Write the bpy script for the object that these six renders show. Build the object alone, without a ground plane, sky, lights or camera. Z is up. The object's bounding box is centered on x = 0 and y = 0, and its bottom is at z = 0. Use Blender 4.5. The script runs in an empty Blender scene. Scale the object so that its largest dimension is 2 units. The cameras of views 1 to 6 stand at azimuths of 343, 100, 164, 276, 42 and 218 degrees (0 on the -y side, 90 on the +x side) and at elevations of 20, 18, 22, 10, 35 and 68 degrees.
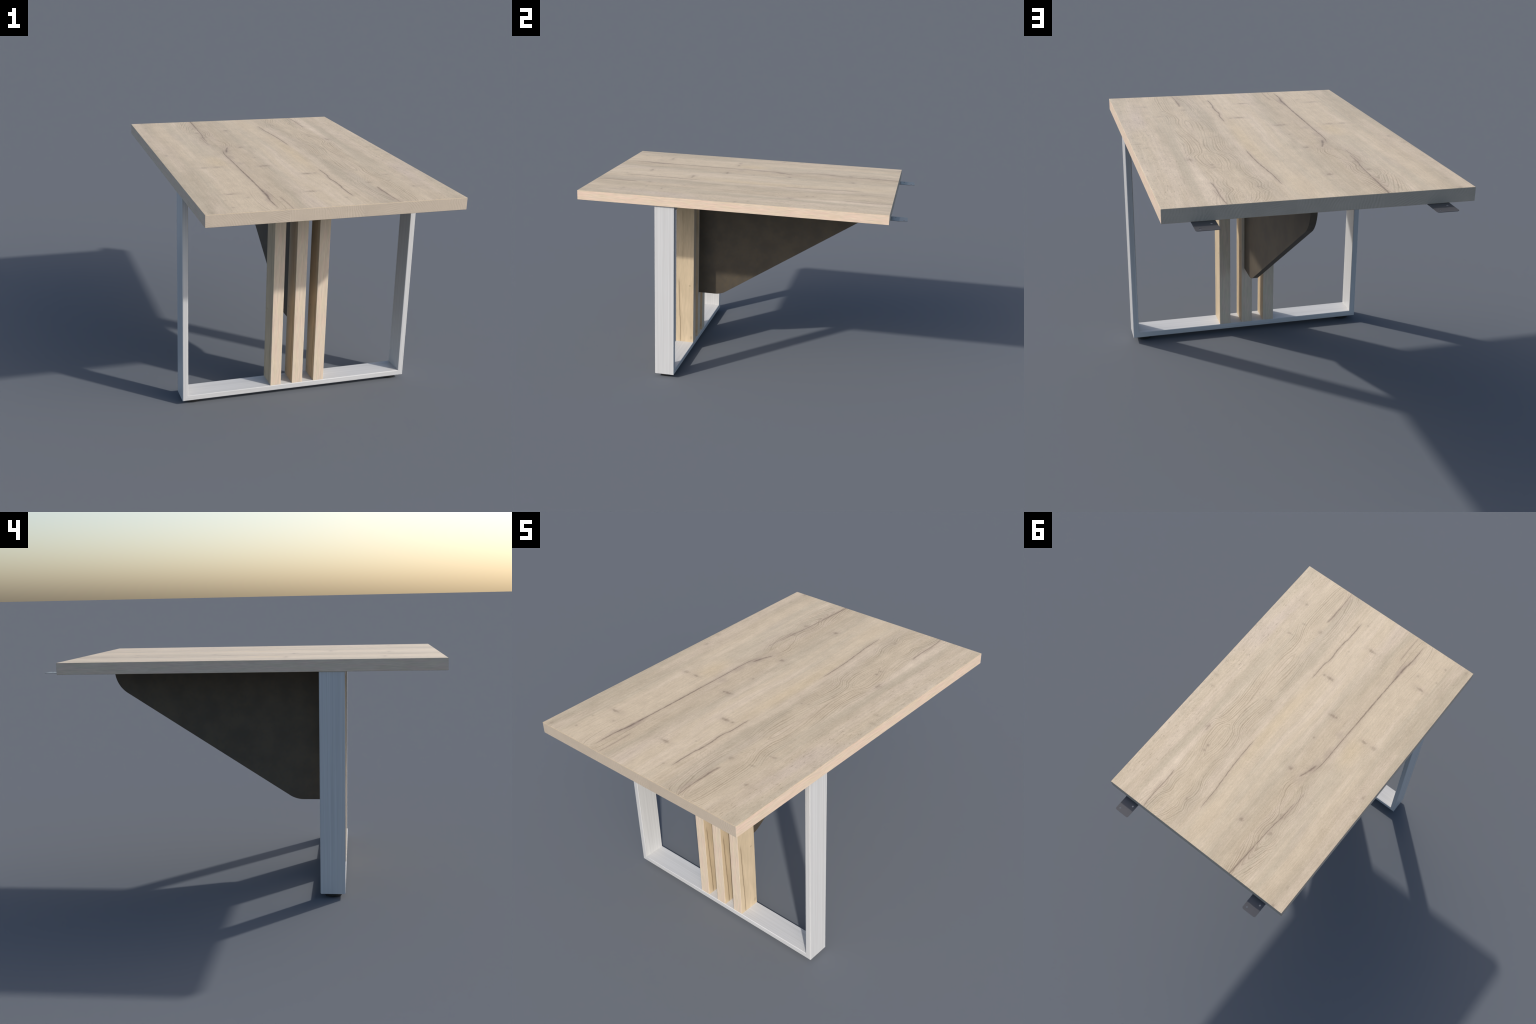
"""Light-oak table end section: a thick laminated top carried by one brushed
steel loop frame, three oak slats standing in the frame, a dark gusset panel
running out under the top, and two flat connector plates at the open end."""
import bpy, bmesh, math
from mathutils import Vector

# --------------------------------------------------------------------------
# measurements (metres in the 2 m frame)
# --------------------------------------------------------------------------
TOP_X = 0.6337                     # half width of the table top
TOP_Y0, TOP_Y1 = -1.0, 0.9005
TOP_Z0, TOP_Z1 = 1.1303, 1.1886
FRAME_X0, FRAME_X1 = -0.6280, 0.6225
FRAME_Y0, FRAME_Y1 = -0.5138, -0.3892
FRAME_Z0, FRAME_Z1 = 0.0216, TOP_Z0 - 0.0002
BAR = 0.0302                       # thickness of the flat steel tube
SLAT_W, SLAT_Y0, SLAT_Y1 = 0.0581, -0.5120, -0.3906
SLAT_X = (-0.1206, 0.0, 0.1208)
GUSSET_X0, GUSSET_X1 = -0.0156, 0.0144


# --------------------------------------------------------------------------
# node helpers
# --------------------------------------------------------------------------
class Tree:
    def __init__(self, name):
        self.mat = bpy.data.materials.new(name)
        self.mat.use_nodes = True
        self.nt = self.mat.node_tree
        self.nt.nodes.clear()
        out = self.nt.nodes.new("ShaderNodeOutputMaterial")
        self.bsdf = self.nt.nodes.new("ShaderNodeBsdfPrincipled")
        self.nt.links.new(self.bsdf.outputs[0], out.inputs[0])
        self.co = self.nt.nodes.new("ShaderNodeTexCoord").outputs["Object"]
        sep = self.nt.nodes.new("ShaderNodeSeparateXYZ")
        self.nt.links.new(self.co, sep.inputs[0])
        self.x, self.y, self.z = sep.outputs

    def put(self, sock, v):
        if isinstance(v, bpy.types.NodeSocket):
            self.nt.links.new(v, sock)
        elif isinstance(v, (tuple, list)) and len(v) == 3 and sock.type == "RGBA":
            sock.default_value = (*v, 1.0)
        else:
            sock.default_value = v

    def m(self, op, a, b=0.0, c=None, clamp=False):
        n = self.nt.nodes.new("ShaderNodeMath")
        n.operation, n.use_clamp = op, clamp
        self.put(n.inputs[0], a)
        self.put(n.inputs[1], b)
        if c is not None:
            self.put(n.inputs[2], c)
        return n.outputs[0]

    def v(self, op, a, b=None):
        n = self.nt.nodes.new("ShaderNodeVectorMath")
        n.operation = op
        self.put(n.inputs[0], a)
        if b is not None:
            self.put(n.inputs[1], b)
        return n.outputs["Value"] if op == "LENGTH" else n.outputs[0]

    def xyz(self, x, y, z=0.0):
        n = self.nt.nodes.new("ShaderNodeCombineXYZ")
        for s, val in zip(n.inputs, (x, y, z)):
            self.put(s, val)
        return n.outputs[0]

    def noise(self, scale, detail=2.0, rough=0.5, shift=(0, 0, 0), co=None):
        p = self.v("MULTIPLY_ADD", co or self.co, scale)
        p.node.inputs[2].default_value = shift
        n = self.nt.nodes.new("ShaderNodeTexNoise")
        n.inputs["Scale"].default_value = 1.0
        n.inputs["Detail"].default_value = detail
        n.inputs["Roughness"].default_value = rough
        self.nt.links.new(p, n.inputs["Vector"])
        return n.outputs["Fac"]

    def step(self, v, lo, hi, to0=0.0, to1=1.0):
        n = self.nt.nodes.new("ShaderNodeMapRange")
        n.interpolation_type = "SMOOTHSTEP"
        for i, val in enumerate((v, lo, hi, to0, to1)):
            self.put(n.inputs[i], val)
        return n.outputs[0]

    def mix(self, fac, a, b, mode="MIX"):
        n = self.nt.nodes.new("ShaderNodeMix")
        n.data_type, n.blend_type = "RGBA", mode
        self.put(n.inputs[0], fac)
        self.put(n.inputs[6], a)
        self.put(n.inputs[7], b)
        return n.outputs[2]

    def curve(self, t, pts):
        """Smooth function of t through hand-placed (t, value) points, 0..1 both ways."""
        n = self.nt.nodes.new("ShaderNodeFloatCurve")
        c = n.mapping.curves[0]
        while len(c.points) > 2:
            c.points.remove(c.points[1])
        c.points[0].location, c.points[1].location = pts[0], pts[-1]
        for p in pts[1:-1]:
            c.points.new(*p)
        n.mapping.update()
        self.put(n.inputs["Value"], t)
        return n.outputs[0]

    def along(self, u, pts):
        """Piecewise curve u -> value in real units (points sorted by u)."""
        u0, u1 = pts[0][0], pts[-1][0]
        lo = min(p[1] for p in pts) - 1e-3
        hi = max(p[1] for p in pts) + 1e-3
        t = self.m("DIVIDE", self.m("SUBTRACT", u, u0), u1 - u0, clamp=True)
        f = self.curve(t, [((a - u0) / (u1 - u0), (b - lo) / (hi - lo)) for a, b in pts])
        return self.m("MULTIPLY_ADD", f, hi - lo, lo)

    def crack(self, u, w, path, width, fray):
        """Mask of a split following w = path(u), fading out at both ends."""
        u0, u1 = path[0][0], path[-1][0]
        d = self.m("ABSOLUTE", self.m("SUBTRACT", self.m("ADD", w, fray), self.along(u, path)))
        ends = self.m("MULTIPLY", self.step(u, u0, u0 + 0.05 * (u1 - u0) + 0.02),
                      self.step(u, u1 - 0.05 * (u1 - u0) - 0.02, u1, 1.0, 0.0))
        if isinstance(width, list):
            wd = self.along(u, width)
        else:
            wd = width
        line = self.m("SUBTRACT", 1.0, self.m("DIVIDE", d, self.m("MULTIPLY", wd, 0.88)), clamp=True)
        return self.m("MULTIPLY", self.m("POWER", line, 0.7), ends), d, ends

    def finish(self, col, rough, bump=None, strength=0.1, dist=0.002, **kw):
        self.put(self.bsdf.inputs["Base Color"], col)
        self.put(self.bsdf.inputs["Roughness"], rough)
        for k, val in kw.items():
            self.put(self.bsdf.inputs[k.replace("_", " ")], val)
        if bump is not None:
            b = self.nt.nodes.new("ShaderNodeBump")
            b.inputs["Strength"].default_value = strength
            b.inputs["Distance"].default_value = dist
            self.put(b.inputs["Height"], bump)
            self.nt.links.new(b.outputs[0], self.bsdf.inputs["Normal"])
        return self.mat


# --------------------------------------------------------------------------
# materials
# --------------------------------------------------------------------------
def oak_top():
    """Pale knotty oak decor: grain along y, cathedral figure, splits, knots."""
    t = Tree("pale_knotty_oak")
    x, y = t.x, t.y
    wander = t.m("SUBTRACT", t.noise((3.0, 1.1, 0), 2), 0.5)
    gx = t.m("MULTIPLY_ADD", wander, 0.05, x)
    g = t.xyz(gx, y)

    # broad tints: warm tan, pale pinkish, grey-olive, running with the grain
    tint = t.noise((7.5, 0.55, 0), 3, 0.55, (3.1, 0, 0), g)
    col = t.mix(t.step(tint, 0.36, 0.56), (0.512, 0.436, 0.326), (0.574, 0.478, 0.352))
    tint2 = t.noise((11.0, 0.8, 0), 3, 0.6, (9.7, 4, 0), g)
    col = t.mix(t.step(tint2, 0.48, 0.70), col, (0.622, 0.522, 0.404))
    tint3 = t.noise((5.0, 0.9, 0), 2, 0.5, (21, 2, 0), g)
    col = t.mix(t.step(tint3, 0.56, 0.74, 0, 0.55), col, (0.556, 0.468, 0.394))
    # yellow heartwood beside the middle board and beside the long split
    for (yy, xx, ry, rx, s) in ((0.0, 0.105, 0.55, 0.05, 0.55), (-0.11, -0.355, 0.16, 0.07, 0.55),
                                (0.72, 0.06, 0.2, 0.1, 0.2)):
        d = t.v("LENGTH", t.v("MULTIPLY", t.v("SUBTRACT", g, (xx, yy, 0)), (1 / rx, 1 / ry, 0)))
        col = t.mix(t.step(d, 0.1, 1.1, s, 0), col, (0.582, 0.468, 0.308))
    # greyer streaks: beside both long edges and down the middle board
    for (yy, xx, ry, rx, s) in ((0.75, -0.555, 0.3, 0.045, 0.6), (-0.6, -0.56, 0.45, 0.04, 0.6),
                                (-0.55, -0.15, 0.4, 0.07, 0.5), (0.12, -0.27, 0.16, 0.09, 0.45),
                                (0.5, -0.16, 0.35, 0.06, 0.3), (-0.8, 0.36, 0.2, 0.1, 0.3)):
        d = t.v("LENGTH", t.v("MULTIPLY", t.v("SUBTRACT", g, (xx, yy, 0)), (1 / rx, 1 / ry, 0)))
        col = t.mix(t.step(d, 0.1, 1.1, s, 0), col, (0.488, 0.414, 0.304))

    # plank-like bands of lighter and darker tone across the width
    tone = t.along(gx, [(-0.66, -0.02), (-0.56, -0.075), (-0.50, 0.02), (-0.37, 0.055), (-0.285, 0.0), (-0.20, -0.085),
                        (-0.12, -0.06), (-0.05, 0.05), (0.08, 0.06), (0.135, -0.015), (0.20, -0.045), (0.28, 0.01),
                        (0.35, -0.01), (0.42, 0.05), (0.49, -0.05), (0.56, 0.0), (0.66, 0.04)])

    # pores: long fine streaks, and coarser ones
    fine = t.noise((330, 15, 0), 2, 0.6, (0, 0, 0), g)
    mid = t.noise((95, 2.6, 0), 3, 0.6, (5, 0, 0), g)
    grit = t.noise((430, 60, 0), 2, 0.6, (6, 1, 0), g)
    shade = t.m("ADD", t.m("MULTIPLY", t.m("SUBTRACT", fine, 0.5), 0.33),
                t.m("MULTIPLY", t.m("SUBTRACT", mid, 0.5), 0.32))
    shade = t.m("MULTIPLY_ADD", tone, 0.72, shade)
    shade = t.m("MULTIPLY_ADD", t.m("SUBTRACT", grit, 0.5), 0.44, shade)
    # cloudy cross figure
    cloud = t.noise((16, 10, 0), 3, 0.6, (1, 7, 0))
    shade = t.m("MULTIPLY_ADD", t.m("SUBTRACT", cloud, 0.5), 0.30, shade)
    # short cross-grain ripples (ray figure) in the paler boards
    wave = t.m("SINE", t.m("MULTIPLY_ADD", y, 330.0, t.m("MULTIPLY", t.noise((13, 5, 0), 2, 0.5, (3, 3, 0)), 46.0)))
    spot = t.step(t.noise((10, 5, 0), 2, 0.5, (11, 5, 0)), 0.56, 0.70)
    shade = t.m("MULTIPLY_ADD", t.m("MULTIPLY", t.step(wave, 0.55, 1.0), spot), -0.07, shade)
    # dark flecks towards the right-hand edge
    fl = t.noise((120, 26, 0), 2, 0.65, (2, 2, 0), g)
    flm = t.m("MULTIPLY", t.step(fl, 0.58, 0.72), t.step(x, 0.38, 0.54, 0.12, 1.0))
    shade = t.m("MULTIPLY_ADD", flm, -0.24, shade)

    # growth rings: contour lines of a ridge that rises and falls along the board
    ripple = t.m("MULTIPLY", t.m("SUBTRACT", t.noise((15, 3.2, 0), 3, 0.55, (4, 4, 0)), 0.5), 0.034)

    def rings(axis, rise, round_, per, half, y0, y1, strength):
        dx = t.m("SUBTRACT", x, t.along(y, axis))
        r = t.m("SQRT", t.m("MULTIPLY_ADD", dx, dx, round_ ** 2))
        h = t.m("ADD", t.m("SUBTRACT", r, t.along(y, rise)), ripple)
        # uneven ring spacing, and a darkness of its own for every ring
        uneven = t.noise((0, 0, 45), 1, 0.5, (0, 0, axis[0][1] * 9), t.xyz(0.0, 0.0, h))
        hp = t.m("MULTIPLY", t.m("MULTIPLY_ADD", uneven, 0.018, h), per)
        f = t.m("FRACT", hp)
        wn = t.nt.nodes.new("ShaderNodeTexWhiteNoise")
        wn.noise_dimensions = "1D"
        t.put(wn.inputs["W"], t.m("FLOOR", hp))
        line = t.m("MULTIPLY", t.step(f, 0.30, 0.88), t.step(f, 0.93, 1.0, 1.0, 0.0))
        line = t.m("MULTIPLY", line, t.m("MULTIPLY_ADD", wn.outputs["Value"], 0.85, 0.25))
        line = t.m("MULTIPLY", line, t.step(fine, 0.30, 0.62, 0.55, 1.15))
        wob = t.m("MULTIPLY_ADD", wander, 0.10, t.m("ABSOLUTE", dx))
        zone = t.m("MULTIPLY", t.step(wob, half * 0.45, half, 1.0, 0.0),
                   t.m("MULTIPLY", t.step(y, y0, y0 + 0.1), t.step(y, y1 - 0.1, y1, 1.0, 0.0)))
        patch = t.step(t.noise((9, 3, 0), 2, 0.5, (7, 1, 0)), 0.32, 0.58, 0.30, 1.0)
        return t.m("MULTIPLY", t.m("MULTIPLY", line, zone), t.m("MULTIPLY", patch, strength))

    main = rings([(-1.0, 0.33), (-0.72, 0.315), (-0.48, 0.311), (-0.06, 0.311), (0.18, 0.322),
                  (0.29, 0.320), (0.54, 0.300), (0.70, 0.285), (0.80, 0.300), (0.9, 0.33)],
                 [(-1.0, 0.00), (-0.82, 0.045), (-0.68, 0.050), (-0.48, 0.004), (-0.34, 0.018), (-0.06, 0.0),
                  (0.12, -0.012), (0.20, 0.010), (0.29, 0.032), (0.42, 0.012), (0.54, 0.0), (0.66, 0.022),
                  (0.72, 0.012), (0.79, 0.034), (0.9, 0.01)],
                 0.008, 84, 0.155, -1.2, 1.2, 0.30)
    left = rings([(-1.0, -0.30), (-0.85, -0.31), (0.2, -0.24), (0.35, -0.265), (0.58, -0.293), (0.9, -0.285)],
                 [(-1.0, 0.05), (-0.86, 0.02), (-0.7, 0.0), (0.1, 0.0), (0.24, 0.03), (0.36, 0.050), (0.48, 0.02),
                  (0.58, 0.042), (0.67, 0.014), (0.9, -0.04)],
                 0.008, 90, 0.110, 0.18, 1.2, 0.40)
    lower = rings([(-1.0, -0.30), (-0.7, -0.30), (-0.5, -0.29)], [(-1.0, 0.03), (-0.9, 0.05), (-0.5, 0.0)],
                  0.01, 95, 0.08, -1.3, -0.66, 0.32)
    shade = t.m("SUBTRACT", shade, t.m("ADD", main, t.m("ADD", left, lower)))
    col = t.mix(1.0, col, t.xyz(*[t.m("MULTIPLY_ADD", shade, k, b) for k, b in ((1.00, 0.990), (1.03, 0.945), (1.06, 0.882))]), "MULTIPLY")

    # knots and eyes: (y, x, half length along grain, half width across, depth)
    fuzz = t.m("MULTIPLY", t.m("SUBTRACT", t.noise((85, 55, 0), 3, 0.6), 0.5), 2.2)
    knots = [(-0.529, 0.430, .009, .011, .65), (-0.532, 0.410, .007, .008, .4), (-0.761, 0.472, .011, .011, .6),
             (-0.651, 0.280, .016, .014, .55), (-0.636, 0.395, .010, .020, .45), (-0.741, -0.052, .011, .027, .75),
             (-0.431, 0.036, .013, .026, .75), (-0.429, 0.078, .010, .012, .65), (-0.875, 0.074, .008, .008, .5),
             (-0.651, 0.059, .007, .007, .4), (-0.389, 0.234, .008, .010, .4), (-0.708, -0.440, .009, .028, .75),
             (-0.216, -0.377, .010, .022, .7), (-0.217, -0.445, .012, .025, .5), (-0.915, -0.483, .008, .008, .5),
             (-0.806, -0.493, .008, .008, .4), (-0.776, -0.376, .009, .008, .5), (-0.975, -0.596, .016, .012, .4),
             (0.279, 0.414, .022, .012, .85), (0.185, -0.139, .013, .013, .8), (0.374, 0.337, .009, .009, .6),
             (0.410, 0.336, .008, .009, .55), (-0.090, 0.223, .007, .007, .5), (-0.075, 0.255, .007, .007, .5),
             (0.021, 0.236, .007, .007, .4), (0.056, 0.308, .014, .010, .4), (-0.240, -0.127, .012, .026, .8),
             (-0.243, -0.153, .008, .011, .75), (-0.055, -0.127, .008, .008, .5), (0.070, -0.584, .014, .010, .55),
             (0.192, -0.611, .020, .022, .4), (0.610, -0.113, .016, .014, .8), (0.453, -0.283, .022, .018, .5),
             (0.576, -0.295, .014, .018, .6), (0.761, -0.570, .012, .008, .45), (0.893, -0.568, .010, .010, .6),
             (0.709, 0.216, .012, .009, .5), (-0.02, 0.60, .012, .035, .3), (0.05, 0.575, .012, .03, .3)]
    mask, stain = 0.0, 0.0
    for (yy, xx, ry, rx, s) in knots:
        d = t.m("ADD", t.v("LENGTH", t.v("MULTIPLY", t.v("SUBTRACT", t.xyz(x, y), (xx, yy, 0)), (1 / rx, 1 / ry, 0))), fuzz)
        mask = t.m("MAXIMUM", mask, t.step(d, 0.0, 1.35, 0.74 * s, 0.0))
        if s > 0.45:
            stain = t.m("MAXIMUM", stain, t.step(d, 0.5, 3.6, 0.36 * s, 0.0))
    # pinkish stains along the long split
    for (yy, xx, ry, rx, s) in ((-0.165, -0.236, .03, .03, .5), (-0.022, -0.254, .06, .025, .5), (0.10, -0.245, .09, .03, .5),
                                (-0.74, -0.272, .09, .020, .75), (-0.84, -0.30, .05, .015, .4), (0.20, -0.22, .06, .05, .35),
                                (-0.93, 0.275, .08, .018, .55), (-0.80, 0.275, .06, .025, .35), (0.78, -0.285, .12, .02, .35)):
        d = t.m("ADD", t.v("LENGTH", t.v("MULTIPLY", t.v("SUBTRACT", t.xyz(x, y), (xx, yy, 0)), (1 / rx, 1 / ry, 0))), t.m("MULTIPLY", fuzz, 0.6))
        stain = t.m("MAXIMUM", stain, t.step(d, 0.1, 1.3, s, 0.0))
    col = t.mix(stain, col, (0.395, 0.300, 0.222))
    col = t.mix(mask, col, (0.215, 0.150, 0.095))

    # splits: (y, x) along the grain, with their half widths
    fray = t.m("MULTIPLY", t.m("SUBTRACT", t.noise((0, 38, 0), 3, 0.6), 0.5), 0.007)
    splits = [
        ([(-0.985, -0.285), (-0.88, -0.290), (-0.815, -0.286), (-0.766, -0.280), (-0.669, -0.278), (-0.494, -0.274),
          (-0.31, -0.2725), (-0.161, -0.270), (0.033, -0.269), (0.096, -0.262), (0.150, -0.252)],
         [(-0.985, .0030), (-0.88, .0042), (-0.74, .0085), (-0.62, .0050), (-0.42, .0058), (-0.2, .0040), (0.0, .0036), (0.15, .002)], 0.92),
        ([(0.070, -0.249), (0.144, -0.231), (0.183, -0.216), (0.205, -0.210)],
         [(0.07, .003), (0.11, .0085), (0.19, .0055), (0.205, .004)], 0.8),
        ([(-1.01, -0.227), (-0.90, -0.225), (-0.785, -0.229)], .0030, 0.6),
        ([(0.33, -0.291), (0.448, -0.289), (0.515, -0.281), (0.586, -0.276), (0.658, -0.273), (0.819, -0.266), (0.95, -0.260)],
         [(0.33, .002), (0.5, .0040), (0.66, .0035), (0.78, .0062), (0.95, .0045)], 0.85),
        ([(0.250, -0.300), (0.357, -0.302), (0.475, -0.304)], .0026, 0.6),
        ([(0.165, 0.141), (0.26, 0.141), (0.366, 0.1375), (0.485, 0.128), (0.588, 0.120), (0.72, 0.117)],
         [(0.165, .003), (0.30, .0043), (0.5, .0045), (0.72, .0022)], 0.80),
        ([(0.60, 0.394), (0.699, 0.386), (0.793, 0.388), (0.93, 0.377)], .0042, 0.72),
        ([(0.70, 0.400), (0.81, 0.394)], .0026, 0.45),
        ([(-0.88, 0.116), (-0.757, 0.113), (-0.714, 0.114), (-0.688, 0.119), (-0.612, 0.120), (-0.545, 0.115),
          (-0.482, 0.125), (-0.424, 0.125), (-0.345, 0.123)],
         [(-0.88, .002), (-0.70, .0058), (-0.5, .0045), (-0.345, .003)], 0.80),
        ([(-1.01, 0.302), (-0.911, 0.287), (-0.841, 0.287), (-0.784, 0.286), (-0.72, 0.299)],
         [(-1.01, .003), (-0.9, .0035), (-0.80, .0082), (-0.72, .003)], 0.75),
    ]
    for path, width, s in splits:
        c, d, ends = t.crack(y, x, path, width, fray)
        halo = t.m("MULTIPLY", t.step(t.m("MULTIPLY_ADD", fuzz, 0.004, d), 0.001, 0.020, 0.42 * s, 0.0), ends)
        col = t.mix(halo, col, (0.375, 0.275, 0.195))
        c = t.m("MULTIPLY", c, t.step(t.noise((0, 24, 0), 2, 0.6, (0, s * 40, 0)), 0.30, 0.58, 0.55, 1.0))
        col = t.mix(t.m("MULTIPLY", c, 0.88 * s), col, (0.125, 0.078, 0.050))
    return t.finish(col, t.m("MULTIPLY_ADD", fine, 0.08, 0.46), t.m("ADD", fine, t.m("MULTIPLY", mask, -1.0)), 0.03, 0.001,
                    Specular_IOR_Level=0.5)


def oak_edge(name, run, base=(0.658, 0.534, 0.418)):
    """Streaky edge banding: short soft streaks along the given axis."""
    t = Tree(name)
    s = [150.0, 150.0, 150.0]
    s[run] = 9.0
    w = [70.0, 70.0, 70.0]
    w[run] = 11.0
    streak = t.noise(tuple(s), 3, 0.6)
    fine = t.noise(tuple(k * 2.6 for k in s), 2, 0.6, (3, 3, 3))
    patch = t.noise(tuple(w), 2, 0.5, (8, 1, 5))
    col = t.mix(t.step(patch, 0.40, 0.62), base, (base[0] * 1.03, base[1] * 0.972, base[2] * 0.985))
    col = t.mix(t.step(t.noise(tuple(w), 2, 0.5, (1, 9, 2)), 0.45, 0.65, 0, 0.5), col, (base[0] * 0.97, base[1] * 0.985, base[2] * 0.90))
    sh = t.m("ADD", t.m("MULTIPLY", t.m("SUBTRACT", streak, 0.5), 0.40), t.m("MULTIPLY", t.m("SUBTRACT", fine, 0.5), 0.34))
    k = t.m("ADD", 1.0, sh)
    col = t.mix(1.0, col, t.xyz(k, k, k), "MULTIPLY")
    return t.finish(col, 0.5, fine, 0.05, 0.001, Specular_IOR_Level=0.35)


def oak_end_grain():
    """Glued staves seen end-on: each stave has its own slant of growth rings."""
    t = Tree("oak_end_grain")
    base = (0.456, 0.387, 0.311)
    u = t.m("MULTIPLY_ADD", t.x, 5.6, 3.37)
    cell = t.m("FLOOR", u)
    wn = t.nt.nodes.new("ShaderNodeTexWhiteNoise")
    wn.noise_dimensions = "1D"
    t.put(wn.inputs["W"], cell)
    rnd = wn.outputs["Value"]
    ang = t.m("MULTIPLY_ADD", rnd, 1.25, 0.22)
    bend = t.m("MULTIPLY", t.m("SUBTRACT", t.noise((8, 8, 14), 1), 0.5), 0.05)
    d = t.m("ADD", t.m("MULTIPLY", t.m("ADD", t.x, bend), t.m("SINE", ang)), t.m("MULTIPLY", t.z, t.m("COSINE", ang)))
    f = t.m("SINE", t.m("MULTIPLY", d, t.m("MULTIPLY_ADD", rnd, -260, 720)))
    vis = t.step(t.noise((9, 9, 6), 2, 0.5, (2, 2, 2)), 0.42, 0.60, 0.12, 1.0)
    patch = t.noise((14, 14, 22), 3, 0.6)
    speck = t.noise((260, 260, 190), 2, 0.6)
    sh = t.m("MULTIPLY", t.m("MULTIPLY", f, vis), 0.065)
    sh = t.m("MULTIPLY_ADD", t.m("SUBTRACT", patch, 0.5), 0.20, sh)
    sh = t.m("MULTIPLY_ADD", t.m("SUBTRACT", speck, 0.5), 0.16, sh)
    sh = t.m("MULTIPLY_ADD", t.m("SUBTRACT", rnd, 0.5), 0.04, sh)
    k = t.m("ADD", 1.0, sh)
    col = t.mix(1.0, base, t.xyz(k, k, k), "MULTIPLY")
    return t.finish(col, 0.5, speck, 0.04, 0.001, Specular_IOR_Level=0.35)


def oak_slat_face():
    """Warm oak broad face, grain upright, one long slanting split and a short one on top."""
    t = Tree("warm_oak_face")
    wander = t.m("SUBTRACT", t.noise((0, 12, 2.6), 2), 0.5)
    gy = t.m("MULTIPLY_ADD", wander, 0.045, t.y)
    g = t.xyz(0.0, gy, t.z)
    tint = t.noise((0, 20, 2.6), 3, 0.6, (0, 2, 0), g)
    col = t.mix(t.step(tint, 0.36, 0.64), (0.530, 0.424, 0.288), (0.590, 0.472, 0.324))
    fine = t.noise((0, 330, 9), 2, 0.6, (0, 0, 0), g)
    sh = t.m("ADD", t.m("MULTIPLY", t.m("SUBTRACT", fine, 0.5), 0.30), t.m("MULTIPLY", t.m("SUBTRACT", t.noise((0, 60, 9), 4, 0.65, (0, 4, 0), g), 0.5), 0.36))
    k = t.m("ADD", 1.0, sh)
    col = t.mix(1.0, col, t.xyz(k, k, k), "MULTIPLY")
    fray = t.m("MULTIPLY", t.m("SUBTRACT", t.noise((0, 0, 34), 2), 0.5), 0.004)
    for path, width, s in (([(0.03, -0.478), (0.16, -0.481), (0.34, -0.488), (0.52, -0.493)], .0034, 0.80),
                           ([(1.03, -0.478), (1.09, -0.476), (1.16, -0.477)], .0030, 0.70),
                           ([(0.62, -0.468), (0.80, -0.466), (1.0, -0.470)], .0028, 0.30)):
        c, d, ends = t.crack(t.z, t.y, path, width, fray)
        col = t.mix(t.m("MULTIPLY", t.step(d, 0.001, 0.012, 0.2, 0.0), ends), col, (0.42, 0.31, 0.19))
        col = t.mix(t.m("MULTIPLY", c, s), col, (0.120, 0.074, 0.040))
    fuzz = t.m("MULTIPLY", t.m("SUBTRACT", t.noise((0, 90, 60), 2), 0.5), 1.0)
    for (zz, yy, rz, ry, s) in ((0.46, -0.418, .006, .010, .5), (0.085, -0.405, .014, .012, .35), (1.10, -0.425, .016, .010, .4)):
        d = t.m("ADD", t.v("LENGTH", t.v("MULTIPLY", t.v("SUBTRACT", t.xyz(0.0, t.y, t.z), (0, yy, zz)), (0, 1 / ry, 1 / rz))), fuzz)
        col = t.mix(t.step(d, 0.15, 1.2, s, 0.0), col, (0.28, 0.20, 0.12))
    return t.finish(col, 0.5, fine, 0.05, 0.001, Specular_IOR_Level=0.35)


def brushed_steel(name, run):
    """Light brushed metal, fine lines along one axis."""
    t = Tree(name)
    s = [120.0, 120.0, 120.0]
    s[run] = 0.35
    a = t.noise(tuple(s), 2, 0.6)
    b = t.noise(tuple(k * (3.1 if i != run else 6) for i, k in enumerate(s)), 2, 0.6, (5, 2, 1))
    k = t.m("ADD", 1.0, t.m("ADD", t.m("MULTIPLY", t.m("SUBTRACT", a, 0.5), 0.26), t.m("MULTIPLY", t.m("SUBTRACT", b, 0.5), 0.40)))
    col = t.mix(1.0, (0.543, 0.546, 0.550), t.xyz(k, k, k), "MULTIPLY")
    return t.finish(col, 0.30, a, 0.03, 0.001, Specular_IOR_Level=0.22)


def dark_laminate():
    """Dark umber, softly clouded laminate with sparse specks."""
    t = Tree("dark_umber_laminate")
    cloud = t.noise((7, 7, 7), 4, 0.6)
    fine = t.noise((45, 45, 45), 3, 0.6, (3, 1, 2))
    col = t.mix(t.step(cloud, 0.34, 0.66), (0.069, 0.053, 0.036), (0.094, 0.073, 0.047))
    col = t.mix(t.step(fine, 0.40, 0.62, 0.0, 0.25), col, (0.060, 0.056, 0.050))
    speck = t.noise((130, 130, 95), 2, 0.5, (7, 7, 7))
    col = t.mix(t.step(speck, 0.66, 0.74, 0.0, 0.5), col, (0.030, 0.027, 0.024))
    return t.finish(col, 0.55, fine, 0.03, 0.001)


def plate_steel():
    t = Tree("dark_plate_steel")
    n = t.noise((30, 30, 30), 3, 0.6)
    k = t.m("MULTIPLY_ADD", t.m("SUBTRACT", n, 0.5), 0.15, 1.0)
    col = t.mix(1.0, (0.070, 0.067, 0.070), t.xyz(k, k, k), "MULTIPLY")
    return t.finish(col, 0.30, Specular_IOR_Level=0.75)


def black_rubber():
    t = Tree("black_rubber")
    n = t.noise((60, 60, 60), 2)
    k = t.m("MULTIPLY_ADD", n, 0.3, 0.85)
    return t.finish(t.mix(1.0, (0.022, 0.022, 0.022), t.xyz(k, k, k), "MULTIPLY"), 0.6)


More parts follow.
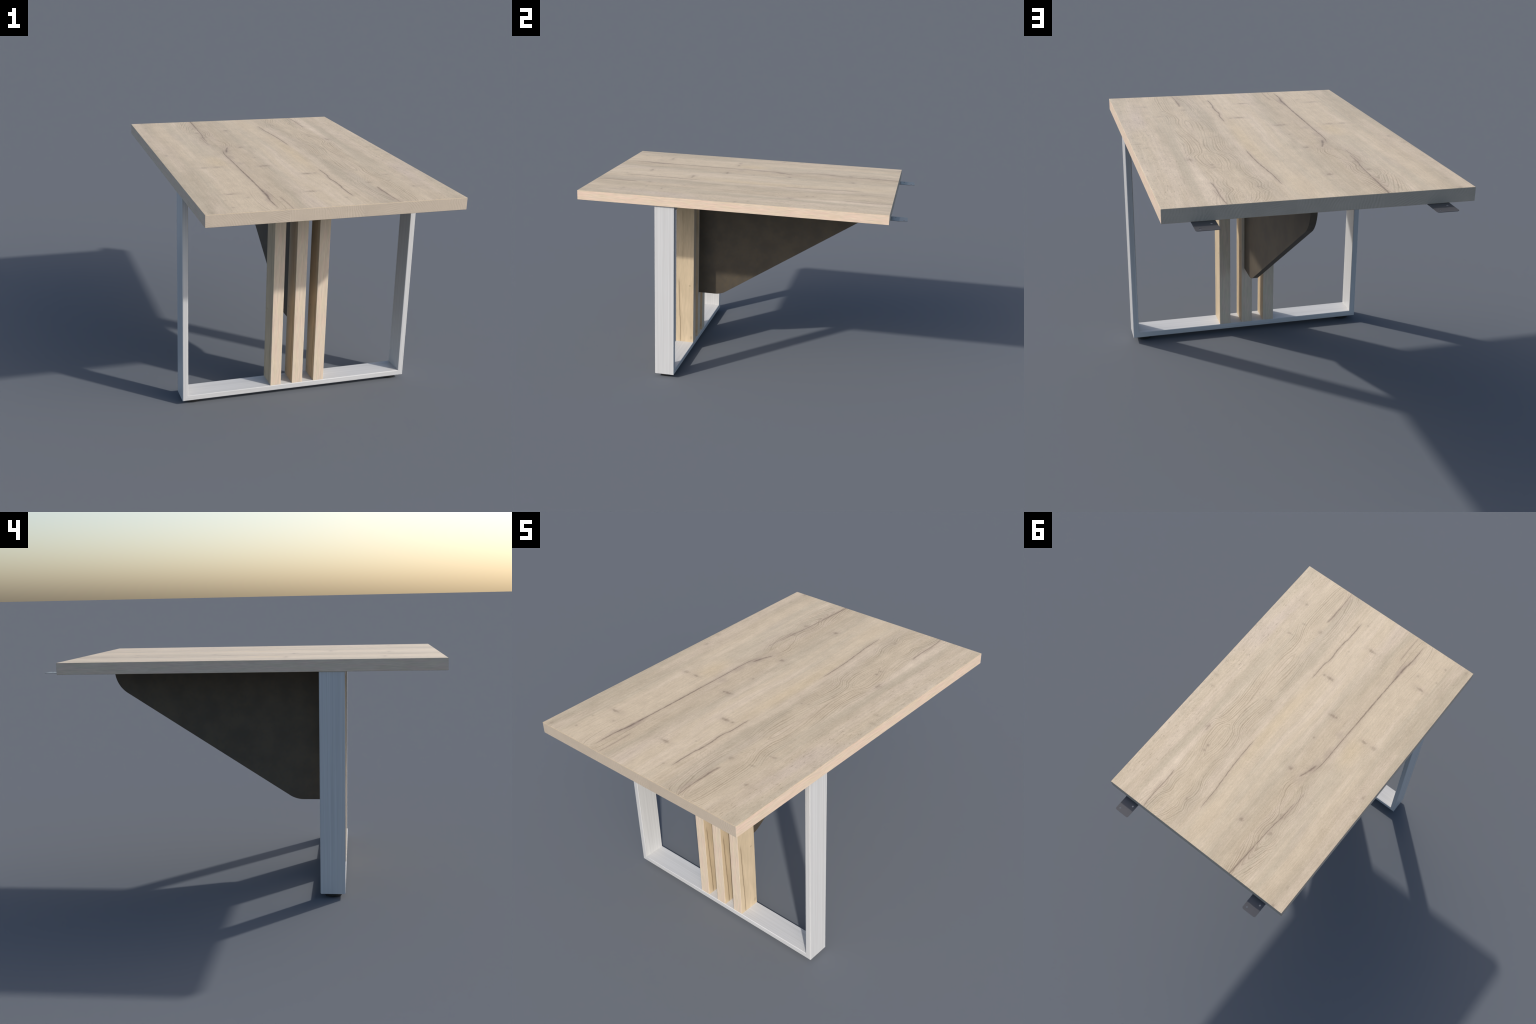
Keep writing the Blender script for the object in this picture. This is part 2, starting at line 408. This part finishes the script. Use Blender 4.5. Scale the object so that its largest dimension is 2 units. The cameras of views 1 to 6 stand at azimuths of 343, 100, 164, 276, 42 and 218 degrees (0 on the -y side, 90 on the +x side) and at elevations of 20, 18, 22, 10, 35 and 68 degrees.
# --------------------------------------------------------------------------
# geometry helpers
# --------------------------------------------------------------------------
ROOT = bpy.data.objects.new("table", None)
bpy.context.collection.objects.link(ROOT)
ROOT["label"] = "pale oak table end on a brushed steel loop frame"
ROOT["category"] = "table"


def add(name, bm, mats, parent=ROOT, loc=(0, 0, 0), smooth=35):
    bmesh.ops.recalc_face_normals(bm, faces=bm.faces)
    me = bpy.data.meshes.new(name)
    bm.to_mesh(me)
    bm.free()
    for mt in mats:
        me.materials.append(mt)
    me.polygons.foreach_set("use_smooth", [True] * len(me.polygons))
    me.set_sharp_from_angle(angle=math.radians(smooth))
    ob = bpy.data.objects.new(name, me)
    ob.location = loc
    ob.parent = parent
    bpy.context.collection.objects.link(ob)
    return ob


def box(x0, x1, y0, y1, z0, z1):
    bm = bmesh.new()
    bmesh.ops.create_cube(bm, size=1.0)
    for v in bm.verts:
        v.co = Vector(((x0, x1)[v.co.x > 0], (y0, y1)[v.co.y > 0], (z0, z1)[v.co.z > 0]))
    return bm


def bevel(bm, width, seg=2, edges=None):
    bmesh.ops.bevel(bm, geom=list(edges or bm.edges), offset=width, offset_type="OFFSET", segments=seg,
                    profile=0.5, affect="EDGES")


def face_slots(bm, rule):
    bm.normal_update()
    for f in bm.faces:
        f.material_index = rule(f.normal)


def extrude_profile(pts, axis, a0, a1):
    """Closed outline (u, v) pushed out along an axis between a0 and a1."""
    place = {"x": lambda u, v, a: (a, u, v), "y": lambda u, v, a: (u, a, v), "z": lambda u, v, a: (u, v, a)}[axis]
    bm = bmesh.new()
    lo = [bm.verts.new(place(u, v, a0)) for u, v in pts]
    hi = [bm.verts.new(place(u, v, a1)) for u, v in pts]
    bm.faces.new(lo)
    bm.faces.new(hi[::-1])
    n = len(pts)
    for i in range(n):
        bm.faces.new((lo[i], hi[i], hi[(i + 1) % n], lo[(i + 1) % n]))
    return bm


def fillet(prev, corner, nxt, r, seg):
    """Points of an arc of radius r rounding a polygon corner."""
    p, c, n = Vector(prev), Vector(corner), Vector(nxt)
    a, b = (p - c).normalized(), (n - c).normalized()
    half = a.angle(b) / 2
    mid = c + (a + b).normalized() * (r / math.sin(half))
    t0, t1 = c + a * (r / math.tan(half)), c + b * (r / math.tan(half))
    v0, v1 = t0 - mid, t1 - mid
    w = v0.angle(v1)
    return [tuple(mid + (v0 * math.sin((1 - k / seg) * w) + v1 * math.sin(k / seg * w)) / math.sin(w)) for k in range(seg + 1)]


# --------------------------------------------------------------------------
# table top
# --------------------------------------------------------------------------
bm = box(-TOP_X, TOP_X, TOP_Y0, TOP_Y1, TOP_Z0, TOP_Z1)
bevel(bm, 0.0011, 1)
face_slots(bm, lambda n: 0 if abs(n.z) > 0.95 else (3 if abs(n.z) > 0.3 else 1 if abs(n.x) > abs(n.y) else 2))
add("tabletop", bm, [oak_top(), oak_edge("oak_edge_banding", 1), oak_end_grain(), oak_edge("oak_edge_line", 1, (0.49, 0.395, 0.265))])

# --------------------------------------------------------------------------
# loop frame: two uprights and two rails mitred into each other
# --------------------------------------------------------------------------
steel_up = brushed_steel("brushed_steel_upright", 2)
steel_across = brushed_steel("brushed_steel_rail", 0)
FX0, FX1, FZ0, FZ1, FY0, FY1 = FRAME_X0, FRAME_X1, FRAME_Z0, FRAME_Z1, FRAME_Y0, FRAME_Y1


def member(name, quad, mat):
    """One mitred bar: (x, z) quad outer-outer-inner-inner, edges along the run rounded."""
    b = extrude_profile(quad, "y", FY0, FY1)
    run = (Vector(quad[1]) - Vector(quad[0])).normalized()
    d = Vector((run.x, 0, run.y))
    b.edges.ensure_lookup_table()
    long_edges = [e for e in b.edges if abs((e.verts[1].co - e.verts[0].co).normalized().dot(d)) > 0.99]
    bevel(b, 0.0042, 4, long_edges)
    ob = add(name, b, [mat], smooth=50)
    wn = ob.modifiers.new("flat_faces", "WEIGHTED_NORMAL")   # keep the broad faces flat-shaded
    wn.keep_sharp, wn.weight = True, 100
    return ob


member("upright", [(FX0, FZ0), (FX0, FZ1), (FX0 + BAR, FZ1 - BAR), (FX0 + BAR, FZ0 + BAR)], steel_up)
member("upright", [(FX1, FZ0), (FX1, FZ1), (FX1 - BAR, FZ1 - BAR), (FX1 - BAR, FZ0 + BAR)], steel_up)
base_rail = member("base_rail", [(FX0, FZ0), (FX1, FZ0), (FX1 - BAR, FZ0 + BAR), (FX0 + BAR, FZ0 + BAR)], steel_across)
member("top_rail", [(FX0, FZ1), (FX1, FZ1), (FX1 - BAR, FZ1 - BAR), (FX0 + BAR, FZ1 - BAR)], steel_across)

# round rubber feet under the base rail
rubber = black_rubber()
foot_mesh = None
for fx in (-0.5635, 0.5580):
    if foot_mesh is None:
        b = bmesh.new()
        bmesh.ops.create_cone(b, cap_ends=True, segments=64, radius1=0.0435, radius2=0.0435, depth=FZ0 + 0.002)
        bevel(b, 0.0015, 2, [e for e in b.edges if e.calc_face_angle(0) > 1])
        first = add("foot", b, [rubber], base_rail)
        foot_mesh = first.data
        ob = first
    else:
        ob = first.copy()
        bpy.context.collection.objects.link(ob)
    ob.location = (fx, (FY0 + FY1) / 2, (FZ0 + 0.002) / 2)

# --------------------------------------------------------------------------
# three oak slats standing on the base rail
# --------------------------------------------------------------------------
b = box(-SLAT_W / 2, SLAT_W / 2, SLAT_Y0, SLAT_Y1, FZ0 + BAR - 0.0006, FZ1 - BAR + 0.0006)
bevel(b, 0.0010, 1)
face_slots(b, lambda n: 0 if abs(n.x) > 0.8 else 1)
slat = add("slat", b, [oak_slat_face(), oak_edge("oak_slat_edge", 2, (0.655, 0.552, 0.432))], loc=(SLAT_X[0], 0, 0))
for sx in SLAT_X[1:]:
    o = slat.copy()
    o.location.x = sx
    bpy.context.collection.objects.link(o)

# --------------------------------------------------------------------------
# dark gusset panel reaching out under the top
# --------------------------------------------------------------------------
slope = math.tan(math.radians(32.9))
gz0, gy_tip = 0.3712, 0.7675
line_z = lambda yy: 0.3938 + slope * (yy + 0.2003)
back = (SLAT_Y1 - 0.0004, TOP_Z0 - 0.0004)
heel = (SLAT_Y1 - 0.0004, gz0)
toe = (-0.2003 + (gz0 - 0.3938) / slope, gz0)
tip = (gy_tip, line_z(gy_tip))
head = (gy_tip, TOP_Z0 - 0.0004)
outline = [back, heel] + fillet(heel, toe, tip, 0.145, 18) + fillet(toe, tip, head, 0.150, 24) + [head]
b = extrude_profile(outline, "x", GUSSET_X0, GUSSET_X1)
bevel(b, 0.0008, 1, [e for e in b.edges if abs(e.verts[0].co.x - e.verts[1].co.x) < 1e-6])
add("gusset_panel", b, [dark_laminate()], smooth=30)

# --------------------------------------------------------------------------
# flat connector plates, half under the top, each with four screw holes
# --------------------------------------------------------------------------
def plate(mirror):
    """Rounded plate outline with round screw holes cut through by bridging."""
    hw, y0, y1, r = 0.0467, 0.8015, 1.0, 0.011
    corners = [(-hw, y0), (hw, y0), (hw, y1), (-hw, y1)]
    rim = []
    for i in range(4):
        rim += fillet(corners[i - 1], corners[i], corners[(i + 1) % 4], r, 6)
    z0, z1 = TOP_Z0 - 0.0021, TOP_Z0 - 0.0002
    holes = [(mirror * 0.0262, 0.9787), (mirror * -0.0260, 0.9275), (mirror * 0.0262, 0.8740), (mirror * -0.0260, 0.8230)]
    b = bmesh.new()
    loops = [rim] + [[(hx + 0.0052 * math.cos(k * math.tau / 20), hy + 0.0052 * math.sin(k * math.tau / 20)) for k in range(20)] for hx, hy in holes]
    rings = {}
    for zi, z in enumerate((z0, z1)):
        es = []
        for li, lp in enumerate(loops):
            vs = [b.verts.new((u, v, z)) for u, v in lp]
            rings[zi, li] = vs
            es += [b.edges.new((vs[k], vs[(k + 1) % len(vs)])) for k in range(len(vs))]
        bmesh.ops.triangle_fill(b, use_beauty=True, use_dissolve=False, edges=es)
    for li in range(len(loops)):
        lo, hi = rings[0, li], rings[1, li]
        for k in range(len(lo)):
            b.faces.new((lo[k], lo[(k + 1) % len(lo)], hi[(k + 1) % len(lo)], hi[k]))
    return b


steel = plate_steel()
add("connector_plate", plate(1), [steel], loc=(0.4757, 0, 0), smooth=30)
add("connector_plate", plate(1), [steel], loc=(-0.4762, 0, 0), smooth=30)
